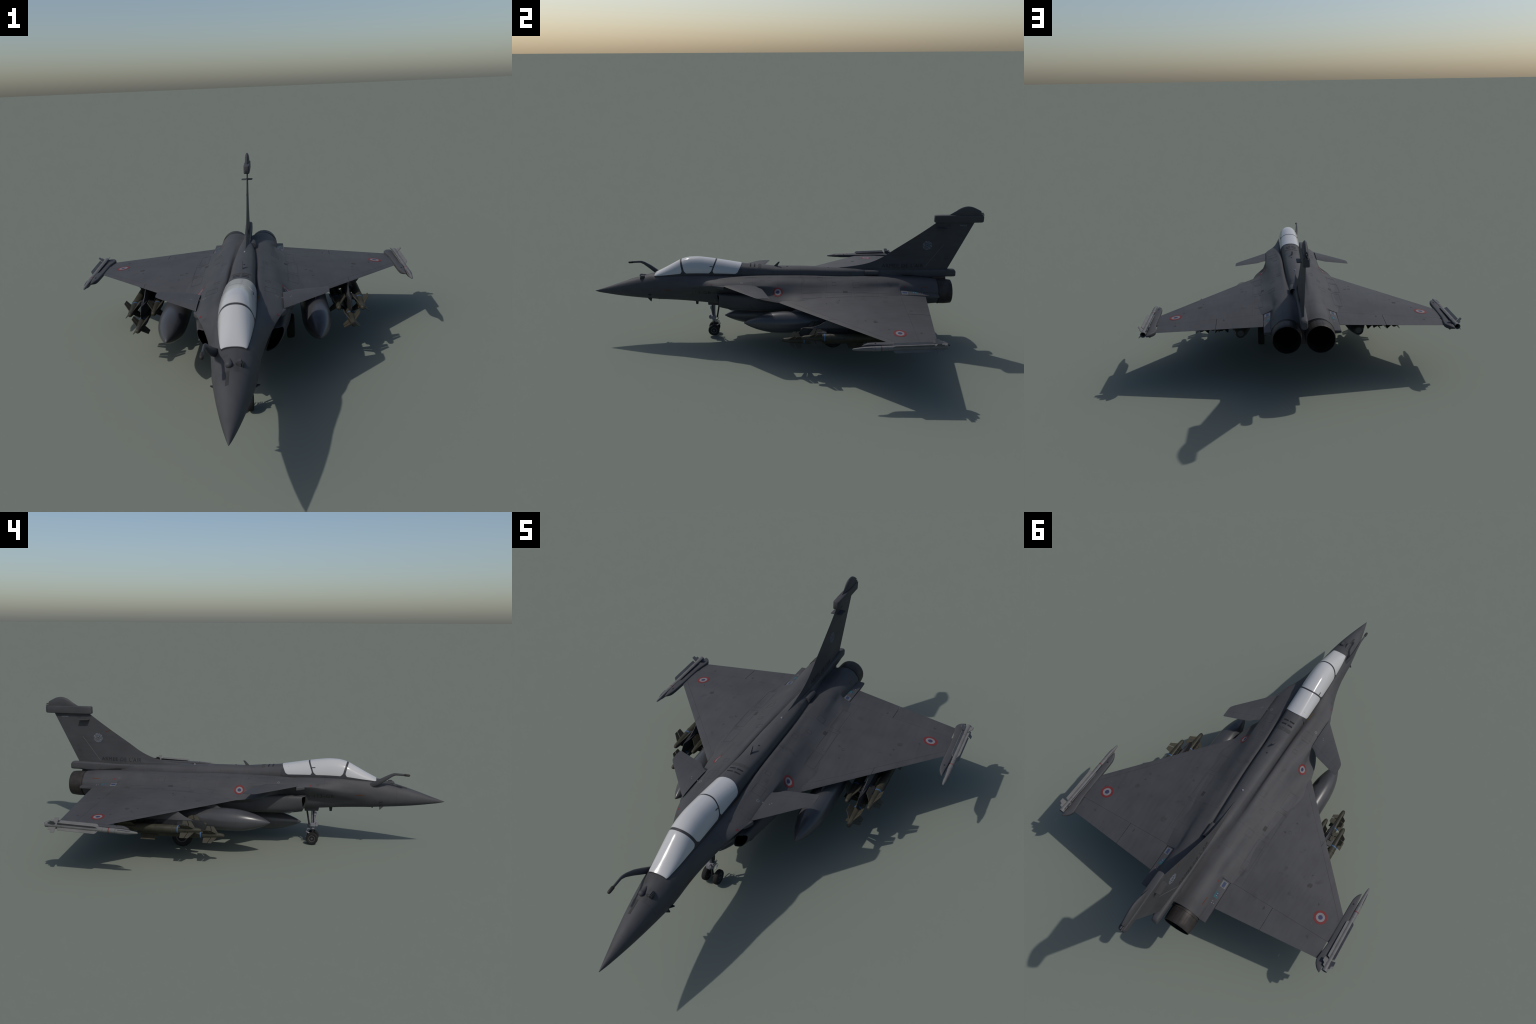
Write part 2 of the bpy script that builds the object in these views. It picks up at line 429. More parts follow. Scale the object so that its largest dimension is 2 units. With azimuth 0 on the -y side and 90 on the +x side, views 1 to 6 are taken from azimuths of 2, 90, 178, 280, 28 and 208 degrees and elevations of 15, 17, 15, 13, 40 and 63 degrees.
def build_canopy():
    # skirt (dark) from just inside the fuselage, then glazing above the glass line
    q = np.linspace(-0.680, -0.2285, 90); n = 48
    rings = []
    for y in q:
        ring = [canopy_point(y, math.pi * k / n) for k in range(n + 1)]
        w, z0, z1 = pchip(CY, CD, [y])[0]
        ring = [Vector((w * 0.96, y, z0 - 0.012))] + ring + [Vector((-w * 0.96, y, z0 - 0.012))]
        rings.append(ring)
    nc = len(rings[0]); v = [p for r in rings for p in r]
    f = ring_faces(len(rings), nc, True) + [tuple(range(nc)), tuple(range((len(rings) - 1) * nc, len(rings) * nc))]
    return obj_from("canopy", v, f, M_FRAME)
CANOPY = build_canopy()

def arch_y(y_top, lean, a):
    return y_top + lean * (1 - abs(math.sin(a)) ** 1.2)

def glass_pane(name, ya, la, yb, lb):
    """Glazing between two leaning arches, a shell sitting 1 mm proud of the frame."""
    nu, nv = 30, 56
    a0 = 0.13
    verts = []; faces = []
    for off in (0.0011, -0.001):
        for i in range(nu + 1):
            for j in range(nv + 1):
                a = a0 + (math.pi - 2 * a0) * j / nv
                # rounded lower corners of the pane
                edge = min(j, nv - j) / nv
                cr = 0.010 * max(0.0, 1 - edge / 0.07) ** 2
                y0 = arch_y(ya, la, a) + cr; y1 = arch_y(yb, lb, a) - cr
                verts.append(canopy_point(y0 + (y1 - y0) * i / nu, a, off))
    m = (nu + 1) * (nv + 1)
    idx = lambda k, i, j: k * m + i * (nv + 1) + j
    for i in range(nu):
        for j in range(nv):
            faces.append((idx(0, i, j), idx(0, i, j + 1), idx(0, i + 1, j + 1), idx(0, i + 1, j)))
            faces.append((idx(1, i, j), idx(1, i + 1, j), idx(1, i + 1, j + 1), idx(1, i, j + 1)))
    for i in range(nu):
        for j in (0, nv): faces.append((idx(0, i, j), idx(0, i + 1, j), idx(1, i + 1, j), idx(1, i, j)))
    for j in range(nv):
        for i in (0, nu): faces.append((idx(0, i, j), idx(1, i, j), idx(1, i, j + 1), idx(0, i, j + 1)))
    return obj_from(name, verts, faces, M_GLASS, CANOPY, 60)

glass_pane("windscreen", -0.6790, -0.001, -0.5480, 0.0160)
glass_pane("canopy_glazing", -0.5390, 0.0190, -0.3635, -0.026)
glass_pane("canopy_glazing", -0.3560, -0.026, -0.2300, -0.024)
# locking handle inside the +x rear arch, seen as a dark notch
for sx in (1, -1):
    a = 0.62 if sx > 0 else math.pi - 0.62
    p0 = canopy_point(-0.3700, a, 0.001); p1 = canopy_point(-0.3920, a, 0.001)
    tube("canopy_latch", [p0, p1], 0.0022, M_FRAME, CANOPY, 8)

# ------------------------------------------------------------------ air intakes
INTAKE = [  # y, then 10 (x, z) points round the section, starting inner top, going outward
    (-0.338, [(.100, .2630), (.120, .2660), (.1335, .2660), (.1380, .2570), (.1345, .2380), (.1215, .2120), (.1040, .1930), (.0860, .1830), (.0790, .1860), (.0860, .2150)]),
    (-0.300, [(.100, .2640), (.120, .2680), (.1375, .2680), (.1430, .2580), (.1415, .2350), (.1310, .2070), (.1120, .1860), (.0880, .1775), (.0650, .1790), (.0700, .2150)]),
    (-0.220, [(.100, .2640), (.122, .2690), (.1440, .2690), (.1530, .2575), (.1530, .2320), (.1450, .2030), (.1240, .1820), (.0880, .1745), (.0500, .1750), (.0600, .2150)]),
    (-0.120, [(.100, .2640), (.126, .2690), (.1560, .2670), (.1680, .2550), (.1670, .2300), (.1590, .2030), (.1370, .1825), (.0900, .1740), (.0450, .1740), (.0600, .2150)]),
    (0.000, [(.100, .2600), (.130, .2640), (.1560, .2600), (.1680, .2460), (.1670, .2240), (.1600, .2010), (.1390, .1835), (.0920, .1750), (.0400, .1750), (.0600, .2150)]),
    (0.220, [(.095, .2500), (.125, .2520), (.1520, .2470), (.1610, .2350), (.1590, .2160), (.1500, .1980), (.1280, .1850), (.0900, .1800), (.0400, .1800), (.0600, .2150)]),
]
def build_intake(sx):
    ys = [s[0] for s in INTAKE]
    C0 = np.array([[c for p in s[1] for c in p] for s in INTAKE])
    def section(y, inset=0.0):
        row = pchip(ys, C0, [y])[0].reshape(10, 2)
        cen = row.mean(axis=0)
        out = []
        m = len(row)
        for i in range(m):
            p0, p1, p2, p3 = row[i - 1], row[i], row[(i + 1) % m], row[(i + 2) % m]
            for k in range(4):
                t = k / 4
                out.append(0.5 * ((2*p1) + (-p0+p2)*t + (2*p0-5*p1+4*p2-p3)*t*t + (-p0+3*p1-3*p2+p3)*t**3))
        if inset:
            o = []
            for p in out:
                d = cen - p; L = np.linalg.norm(d)
                o.append(p + d / L * min(inset, L * 0.9))
            out = o
        return out
    def rake(p, y, k):           # the lip leans: inner side lies further forward
        return y - k * max(0.0, (0.1405 - p[0])) * 0.55 * min(1.0, max(0.0, (p[1] - 0.185) / 0.06))
    rings = []
    for y, ins, k in ((-0.285, 0.009, 0.5), (-0.310, 0.0055, 0.8), (-0.334, 0.0030, 1), (-0.3385, 0.0012, 1)):
        rings.append([(sx * p[0], rake(p, y, k), p[1]) for p in section(max(y, -0.338), ins)])
    for y in list(np.linspace(-0.3375, 0.21, 44)):
        k = max(0.0, 1 - (y + 0.338) / 0.06)
        rings.append([(sx * p[0], rake(p, y, k), p[1]) for p in section(y)])
    ob = loft("air_intake", rings, M_PAINT, True, (False, True), smooth=50)
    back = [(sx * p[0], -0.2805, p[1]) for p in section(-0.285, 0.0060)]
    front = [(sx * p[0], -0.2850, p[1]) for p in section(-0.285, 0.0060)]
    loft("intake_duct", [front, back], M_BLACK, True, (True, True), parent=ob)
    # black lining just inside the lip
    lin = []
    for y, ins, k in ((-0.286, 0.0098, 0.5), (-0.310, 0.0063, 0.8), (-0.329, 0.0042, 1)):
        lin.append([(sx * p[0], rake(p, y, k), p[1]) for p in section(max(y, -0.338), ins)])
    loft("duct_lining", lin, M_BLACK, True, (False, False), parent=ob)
    # chin strake under the lip
    plate("intake_strake", [(sx*.118, -.302, .1905), (sx*.118, -.280, .1790), (sx*.122, -.19, .1850), (sx*.126, -.19, .197)], 0.008, M_PAINT, ob, 0.002)
    return ob
INTAKES = [build_intake(1), build_intake(-1)]

# ------------------------------------------------------------------ wings
def w_le(x): return -0.0385 + 1.1165 * (x - 0.2075)
def w_te(x): return 0.6925 - 0.1085 * (x - 0.165)
def w_zle(x): return 0.2545 - 0.0492 * (x - 0.207)
def w_zte(x): return 0.2665 - 0.0735 * (x - 0.165)
def w_half(x):
    return max(0.0030, 0.0240 - 0.0555 * (x - 0.245))
SECT_T = [0, .02, .08, .16, .24, .34, .44, .55, .70, .85, 1.0]
SECT_F = [0.02, .17, .40, .63, .80, .96, 1.0, .95, .72, .38, .03]
def w_hinge(x): return 0.5655 - 0.003 * (x - 0.165)

FINE_T = np.linspace(0, 1, 201)
FINE_F = pchip(SECT_T, SECT_F, FINE_T)
def wing_z(x, y):
    t = min(1, max(0, (y - w_le(x)) / (w_te(x) - w_le(x))))
    zc = w_zle(x) + (w_zte(x) - w_zle(x)) * t
    # thin section, thickest at 44 % chord, sharp trailing edge; the underside is flatter
    f = float(np.interp(t, FINE_T, FINE_F))
    return zc, w_half(x) * f

def wing_piece(name, sx, xs, fa, fb, mat, parent=None, nx=26, ny=30):
    """Closed solid of the wing's skin between chordwise limits fa(x), fb(x)."""
    rings = []
    for i in range(nx + 1):
        x = xs[0] + (xs[1] - xs[0]) * i / nx
        a, b = fa(x), fb(x)
        up, dn = [], []
        for j in range(ny + 1):
            u = j / ny
            u = u * u * (3 - 2 * u) * 0.5 + u * 0.5
            y = a + (b - a) * u
            zc, h = wing_z(x, y)
            up.append((sx * x, y, zc + h)); dn.append((sx * x, y, zc - h * 0.55))
        rings.append(up + dn[::-1])
    return loft(name, rings, mat, True, (True, True), parent, 40)

G = 0.0005
WINGS = []
for sx in (1, -1):
    slat = lambda x: w_le(x) + 0.040 - 0.014 * (x - 0.2)
    w = wing_piece("wing", sx, (0.128, 0.6300), lambda x: max(w_le(x), slat(x) + G if x > 0.2075 else w_le(max(x, 0.19))), lambda x: w_hinge(x) - G, M_WING)
    WINGS.append(w)
    WINGS.append(wing_piece("leading_edge_slat", sx, (0.2085, 0.405), w_le, slat, M_PAINT, w, 14, 12))
    WINGS.append(wing_piece("leading_edge_slat", sx, (0.406, 0.6300), w_le, slat, M_PAINT, w, 14, 12))
    WINGS.append(wing_piece("elevon", sx, (0.1615, 0.3635), w_hinge, w_te, M_PAINT, w, 10, 12))
    WINGS.append(wing_piece("elevon", sx, (0.3652, 0.6240), w_hinge, w_te, M_PAINT, w, 10, 12))

# ------------------------------------------------------------------ canards
def build_canard(sx):
    """Lens-section panel: thickness grows from every edge towards the root middle."""
    y_le = lambda x: np.interp(x, [.140, .1470, .2830, .2935, .2990, .3008], [-.3190, -.3130, -.1660, -.1535, -.1440, -.1300])
    y_te = lambda x: np.interp(x, [.140, .1470, .1650, .1790, .2960, .3008], [-.1540, -.1520, -.1390, -.1235, -.0860, -.0875])
    rings = []
    for x in list(np.linspace(0.140, 0.283, 18)) + list(np.linspace(0.2860, 0.3006, 8)):
        a, b = y_le(x), y_te(x)
        z = 0.3185 - 0.035 * (x - 0.14) + 0.0
        h = 0.0060 - 0.0048 * (x - 0.14) / 0.16
        up, dn = [], []
        for j in range(17):
            u = j / 16
            f = max(0.08, (4 * u * (1 - u)) ** 0.6) if 0 < u < 1 else 0.05
            y = a + (b - a) * u
            up.append((sx * x, y, z + h * f)); dn.append((sx * x, y, z - h * f))
        rings.append(up + dn[::-1])
    ob = loft("canard", rings, M_CANARD, True, (True, True), None, 40)
    # root fairing in front of the canard
    fr = []
    for y, x, h in ((-.352, .1330, .004), (-.335, .1415, .008), (-.318, .1475, .010), (-.3145, .1480, .010)):
        fr.append([(sx * (px), y, pz) for px, pz in rounded_rect(0.5 * (x - .118), .3050 - h * .6, .3150 + 0.0015, .004, 3, 0.5 * (x + .118))])
    loft("canard_root", fr, M_PAINT, True, (True, True), ob, 40)
    revolve("canard_pivot", [(0.133, 0.0048), (0.1445, 0.0048), (0.1452, 0.0035)], M_PAINT, "x", (0, -0.2185, 0.3180), 14, ob).matrix_local = Matrix.Scale(sx, 4, (1, 0, 0))
    return ob
M_CANARD = airframe_paint("grey_canard_paint", GREY, slopes=((0.355, -0.222),))
CANARDS = [build_canard(1), build_canard(-1)]

# ------------------------------------------------------------------ fin
LE = [(.250, .3550), (.262, .3680), (.310, .3725), (.361, .3795), (.405, .3880), (.434, .3960), (.488, .4200), (.558, .4665), (.660, .5340), (.760, .6055), (.772, .6150)]
def build_fin():
    zs = np.concatenate([np.linspace(.3550, .3960, 20), np.linspace(.4000, .6150, 26)])
    le = pchip([p[1] for p in LE], [p[0] for p in LE], zs)
    rings = []
    for z, a in zip(zs, le):
        b = 0.8325 + (z - 0.358) * (0.9545 - 0.8325) / (0.607 - 0.358)
        T = np.interp(z, [.355, .48, .615], [.0098, .0052, .0036])
        nn = 28
        up, dn = [], []
        for j in range(nn + 1):
            u = j / nn
            u = u * u * (3 - 2 * u) * 0.35 + u * 0.65
            y = a + (b - a) * u
            d = y - a          # blade-like forward part, full thickness from mid chord
            f = min(1, (d / 0.22) ** 0.62) * min(1, ((b - y) / 0.20 + 0.05)) if 0 < u < 1 else 0.05
            up.append((T * max(f, 0.06), y, z)); dn.append((-T * max(f, 0.06), y, z))
        rings.append(up + dn[::-1])
    return loft("tail_fin", rings, M_FIN, True, (True, True), None, 40)
FIN = build_fin()

def build_fin_pod():
    rings = []
    for y, w, a, b in ((.7505, .0080, .6120, .6420), (.7525, .0105, .6095, .6445), (.757, .0130, .6080, .6455), (.80, .0138, .6075, .6457), (.90, .0140, .6078, .6455),
                       (.985, .0136, .6085, .6450), (.993, .0122, .6095, .6440), (.9975, .0090, .6120, .6400)):
        rings.append([(x, y, z) for x, z in rounded_rect(w, a, b, 0.004)])
    pod = loft("fin_tip_pod", rings, M_FIN, parent=FIN)
    # rounded cap on top
    q = np.linspace(.822, .9830, 40)
    top = pchip([.822, .850, .8823, .900, .9137, .933, .960, .9830], [.6450, .6620, .6830, .6888, .6907, .6885, .6780, .6660], q)
    rings = []
    for y, t in zip(q, top):
        w = 0.0088 * min(1, ((y - .815) / .07)) * min(1, (1.03 - y) / .06)
        half = curve_through([(0, t), (w * .55, t - min(.004, (t - .64) * .3)), (w, t - min(.016, (t - .64) * .6)), (w * 1.02, .6430), (0, .6420)], [0, 0, 0, 1, 1], 4)
        rings.append([(p[0], y, p[1]) for p in half] + [(-p[0], y, p[1]) for p in half[-2:0:-1]])
    cap = loft("fin_cap", rings, M_FIN, parent=FIN)
    tube("rear_antenna", [(0, .95, .6545), (0, .9955, .6545)], 0.0032, M_FIN, FIN, 10)
    tube("rear_antenna", [(.004, .95, .6475), (.004, .9985, .6465)], 0.0026, M_FIN, FIN, 10)
    tube("rear_antenna", [(-.004, .95, .6475), (-.004, .9985, .6465)], 0.0026, M_FIN, FIN, 10)
    for sx in (1, -1):
        plate("fin_vane", [(sx*.003, .7640, .5800), (sx*.0255, .7640, .5800), (sx*.0255, .8150, .5785), (sx*.003, .8170, .5785)], 0.003, M_PAINT, FIN, 0.0008)
    return pod
POD = build_fin_pod()

# ------------------------------------------------------------------ engine nozzles and side fairings
NOZZLE_X, NOZZLE_Z = 0.0683, 0.2625
for sx in (1, -1):
    rings = []
    n = 120
    def ring(y, r, petal=0.0):
        out = []
        for k in range(n):
            a = 2 * math.pi * k / n
            rr = r - petal * (1 if (k % 8) in (0,) else 0)
            out.append((sx * NOZZLE_X + rr * math.cos(a), y, NOZZLE_Z + rr * math.sin(a)))
        return out
    prof = [(.735, .0590, 0), (.768, .0598, 0), (.7685, .0622, 0), (.7735, .0628, 0), (.7742, .0612, 0), (.781, .0618, .0006), (.800, .0622, .0007), (.822, .0608, .0007), (.8345, .0592, .0007),
            (.8360, .0582, .0005), (.8350, .0572, 0), (.812, .0548, 0)]
    ob = loft("engine_nozzle", [ring(*p) for p in prof], M_NOZZLE, True, (False, False), smooth=28)
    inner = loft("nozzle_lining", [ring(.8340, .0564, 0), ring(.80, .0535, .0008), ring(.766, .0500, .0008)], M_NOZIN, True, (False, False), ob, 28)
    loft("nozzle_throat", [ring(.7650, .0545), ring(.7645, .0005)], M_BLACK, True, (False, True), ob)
    # side fairing beside the engine, stepped down from the wing skin
    rings = []
    for y, zi, zo in ((.5695, .2885, .2770), (.600, .2860, .2760), (.660, .2810, .2740), (.710, .2755, .2715), (.7620, .2700, .2688)):
        rings.append([(sx * .1120, y, zi), (sx * .1295, y, zi), (sx * .1590, y, zo), (sx * .1600, y, zo - .003), (sx * .1595, y, .2590), (sx * .112, y, .2540)])
    fr = loft("engine_side_fairing", rings, M_PAINT, True, (True, True), None, 30)
    # markings printed on the fairing
    def zt(x, y):
        zi = np.interp(y, [.5695, .6, .66, .71, .762], [.2885, .2860, .2810, .2755, .2700]); zo = np.interp(y, [.5695, .6, .66, .71, .762], [.2770, .2760, .2740, .2715, .2688])
        return zi + (zo - zi) * (x - .1295) / .0295
    def sticker(name, xa, xb, ya, yb, mat, h):
        v = []
        for dz in (0.0, -0.0012):
            for x, y in ((xa, ya), (xb, ya), (xb, yb), (xa, yb)):
                v.append((sx * x, y, zt(x, y) + h + dz))
        obj_from(name, v, [(0, 1, 2, 3), (4, 5, 6, 7), (0, 1, 5, 4), (1, 2, 6, 5), (2, 3, 7, 6), (3, 0, 4, 7)], mat, fr, 0)
    sticker("marking", .1315, .1550, .5770, .6060, M_LIGHTPATCH, .0004)
    sticker("marking", .1365, .1490, .5800, .6030, M_BLUE, .0008)
    sticker("marking", .1315, .1500, .6260, .6560, M_TEAL, .0004)
    sticker("marking", .1360, .1455, .6320, .6500, M_BLUE, .0008)
    sticker("marking", .1380, .1430, .6345, .6380, M_WHITE, .0012)
    sticker("marking", .1380, .1430, .6445, .6480, M_WHITE, .0012)
    for dx, dy in ((.139, .672), (.147, .679), (.139, .681)):
        revolve("fastener", [(0, .0022), (.0012, .0020), (.0013, .0002)], M_WHITE, "z", (sx * dx, dy, zt(dx, dy)), 10, fr)

# ------------------------------------------------------------------ nose details
def blade(name, base, tip, w_base, w_tip, thick, mat=M_PAINT, parent=None, lean=0.0):
    """Swept blade antenna in a plane containing y: base and tip are points of the leading edge."""
    b, t = Vector(base), Vector(tip)
    return plate(name, [b, b + Vector((0, w_base, 0)), t + Vector((0, w_tip, 0)), t], thick, mat, parent, thick * 0.2)

blade("blade_antenna", (0, -.0660, .3760), (0, -.0405, .4015), .020, .0085, .0042)
revolve("spine_light", [(0, .0052), (.003, .0050), (.006, .0030), (.0068, .0004)], M_STRUT, "z", (0, .2155, .3685), 14)
revolve("spine_sensor", [(0, .0040), (.0022, .0036), (.0026, .0004)], M_DARK, "z", (.0045, .005, .3765), 12)
# infrared ball and optics box in front of the windscreen
ball = revolve("optics_ball", [(-.0098 * math.cos(math.pi * k / 14), .0098 * math.sin(math.pi * k / 14) + 1e-5) for k in range(15)], M_PAINT, "y", (-.0095, -.7550, .3260), 24)
tube("optics_ball_housing", [(-.0095, -.7530, .3250), (-.0095, -.738, .3262), (-.0095, -.722, .3280)], [.0095, .0075, .003], M_PAINT, ball, 16)
box("optics_box", (.0158, -.7450, .3245), (.0165, .0230, .0180), M_PAINT, None, .003)
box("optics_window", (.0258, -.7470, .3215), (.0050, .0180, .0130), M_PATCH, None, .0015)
# air data vanes and small blades under the nose
for sx in (1, -1):
    plate("air_data_vane", [(sx*.0480, -.7230, .2430), (sx*.0660, -.7020, .2425), (sx*.0660, -.6990, .2425), (sx*.0500, -.6980, .2430)], .0022, M_DARK, None)
    plate("air_data_vane", [(sx*.0330, -.7230, .2180), (sx*.0430, -.7030, .2010), (sx*.0430, -.7000, .2010), (sx*.0350, -.6980, .2180)], .0022, M_DARK, None)
blade("belly_antenna", (0, -.6710, .2060), (0, -.6690, .1960), .010, .006, .003, M_DARK)
blade("belly_antenna", (0, -.4760, .1920), (0, -.4735, .1680), .017, .0115, .004, M_DARK)
# refuelling probe on the -x side
tube("refuelling_probe", [(-.0400, -.6350, .3080), (-.0470, -.6600, .3180), (-.0580, -.6880, .3350), (-.0640, -.7160, .3545), (-.0660, -.7480, .3750), (-.0664, -.7630, .3812), (-.0674, -.7700, .3818), (-.0678, -.8070, .3800)],
     [.0095, .0125, .0122, .0105, .0075, .0066, .0058, .0054], M_PAINT, None, 16, 0.62)
tube("probe_tip", [(-.0679, -.8065, .3800), (-.0679, -.8090, .3799), (-.0680, -.8250, .3787), (-.0680, -.8300, .3783), (-.0680, -.8325, .3781)],
     [.0056, .0060, .0058, .0046, .0012], M_NOZZLE, None, 16)

# ------------------------------------------------------------------ decals projected on the skin
def bvh_of(objs):
    vs, fs = [], []
    for o in objs:
        k = len(vs)
        vs += [v.co.copy() for v in o.data.vertices]
        fs += [tuple(i + k for i in p.vertices) for p in o.data.polygons]
    return BVHTree.FromPolygons(vs, fs)

BVH_BODY = bvh_of([FUSELAGE, SPINE, CANOPY] + [w for w in WINGS])
BVH_FIN = bvh_of([FIN])
BVH_TOP = bvh_of([FUSELAGE, SPINE] + WINGS + CANARDS)

def drape(name, pts2, faces, origin, u, v, bvh, mat, lift=0.0006, parent=None, reach=0.15):
    """Lay a flat 2D mesh (pts2 in u, v) on the skin along -(u x v); 0.6 mm thick skin."""
    o, u, v = Vector(origin), Vector(u).normalized(), Vector(v).normalized()
    n = u.cross(v).normalized()
    top, ok = [], True
    for a, b in pts2:
        p = o + u * a + v * b
        hit = bvh.ray_cast(p + n * reach, -n, reach * 2)
        if hit[0] is None: hit = bvh.find_nearest(p)
        top.append(hit[0] + n * lift)
    m = len(top)
    bot = [p - n * (lift + 0.0006) for p in top]
    fs = [tuple(f) for f in faces]
    from collections import Counter
    ec = Counter()
    for f in fs:
        for i in range(len(f)): ec[tuple(sorted((f[i], f[(i + 1) % len(f)])))] += 1
    side = [(e[0], e[1], e[1] + m, e[0] + m) for e, c in ec.items() if c == 1]
    return obj_from(name, top + bot, fs + [tuple(i + m for i in reversed(f)) for f in fs] + side, mat, parent, 40)

def ring_patch(r0, r1, n=48, k=4):
    pts, fs = [], []
    for i in range(k + 1):
        r = r0 + (r1 - r0) * i / k
        for j in range(n):
            a = 2 * math.pi * j / n
            pts.append((r * math.cos(a), r * math.sin(a)))
    for i in range(k):
        for j in range(n):
            fs.append((i*n+j, i*n+(j+1) % n, (i+1)*n+(j+1) % n, (i+1)*n+j))
    return pts, fs

def roundel(origin, u, v, r, bvh, parent):
    for name, a, b, mat in (("roundel_ring", .66, 1.0, M_RED), ("roundel_ring", .34, .66, M_WHITE), ("roundel_centre", .001, .34, M_NAVY)):
        p, f = ring_patch(r * a, r * b)
        drape(name, p, f, origin, u, v, bvh, mat, .0006, parent)

def grid_patch(w, h, nx=8, ny=8):
    pts = [((i / nx - .5) * w, (j / ny - .5) * h) for i in range(nx + 1) for j in range(ny + 1)]
    fs = [(i*(ny+1)+j, (i+1)*(ny+1)+j, (i+1)*(ny+1)+j+1, i*(ny+1)+j+1) for i in range(nx) for j in range(ny)]
    return pts, fs

def tri_patch(s):
    return [(-s, s * .6), (0, -s), (s, s * .6), (0, s * .6), (-s * .5, -s * .2), (s * .5, -s * .2)], [(0, 4, 3), (4, 1, 5), (4, 5, 3), (3, 5, 2)]

def text_decal(body, size, origin, u, v, bvh, mat, parent, name="lettering", gap=1.0):
    cu = bpy.data.curves.new("lettering", "FONT")
    cu.body = body; cu.size = size; cu.align_x = "CENTER"; cu.align_y = "CENTER"; cu.resolution_u = 2; cu.space_character = gap; cu.space_word = 1.3
    t = bpy.data.objects.new("lettering_source", cu); COL.objects.link(t)
    bpy.context.view_layer.update()
    me = t.evaluated_get(bpy.context.evaluated_depsgraph_get()).to_mesh()
    bm = bmesh.new(); bm.from_mesh(me)
    bmesh.ops.remove_doubles(bm, verts=bm.verts, dist=1e-6)
    pts = [(w.co.x, w.co.y) for w in bm.verts]
    bm.verts.index_update()
    fs = [tuple(w.index for w in f.verts) for f in bm.faces]
    bm.free(); bpy.data.objects.remove(t, do_unlink=True); bpy.data.curves.remove(cu)
    return drape(name, pts, fs, origin, u, v, bvh, mat, .0006, parent)

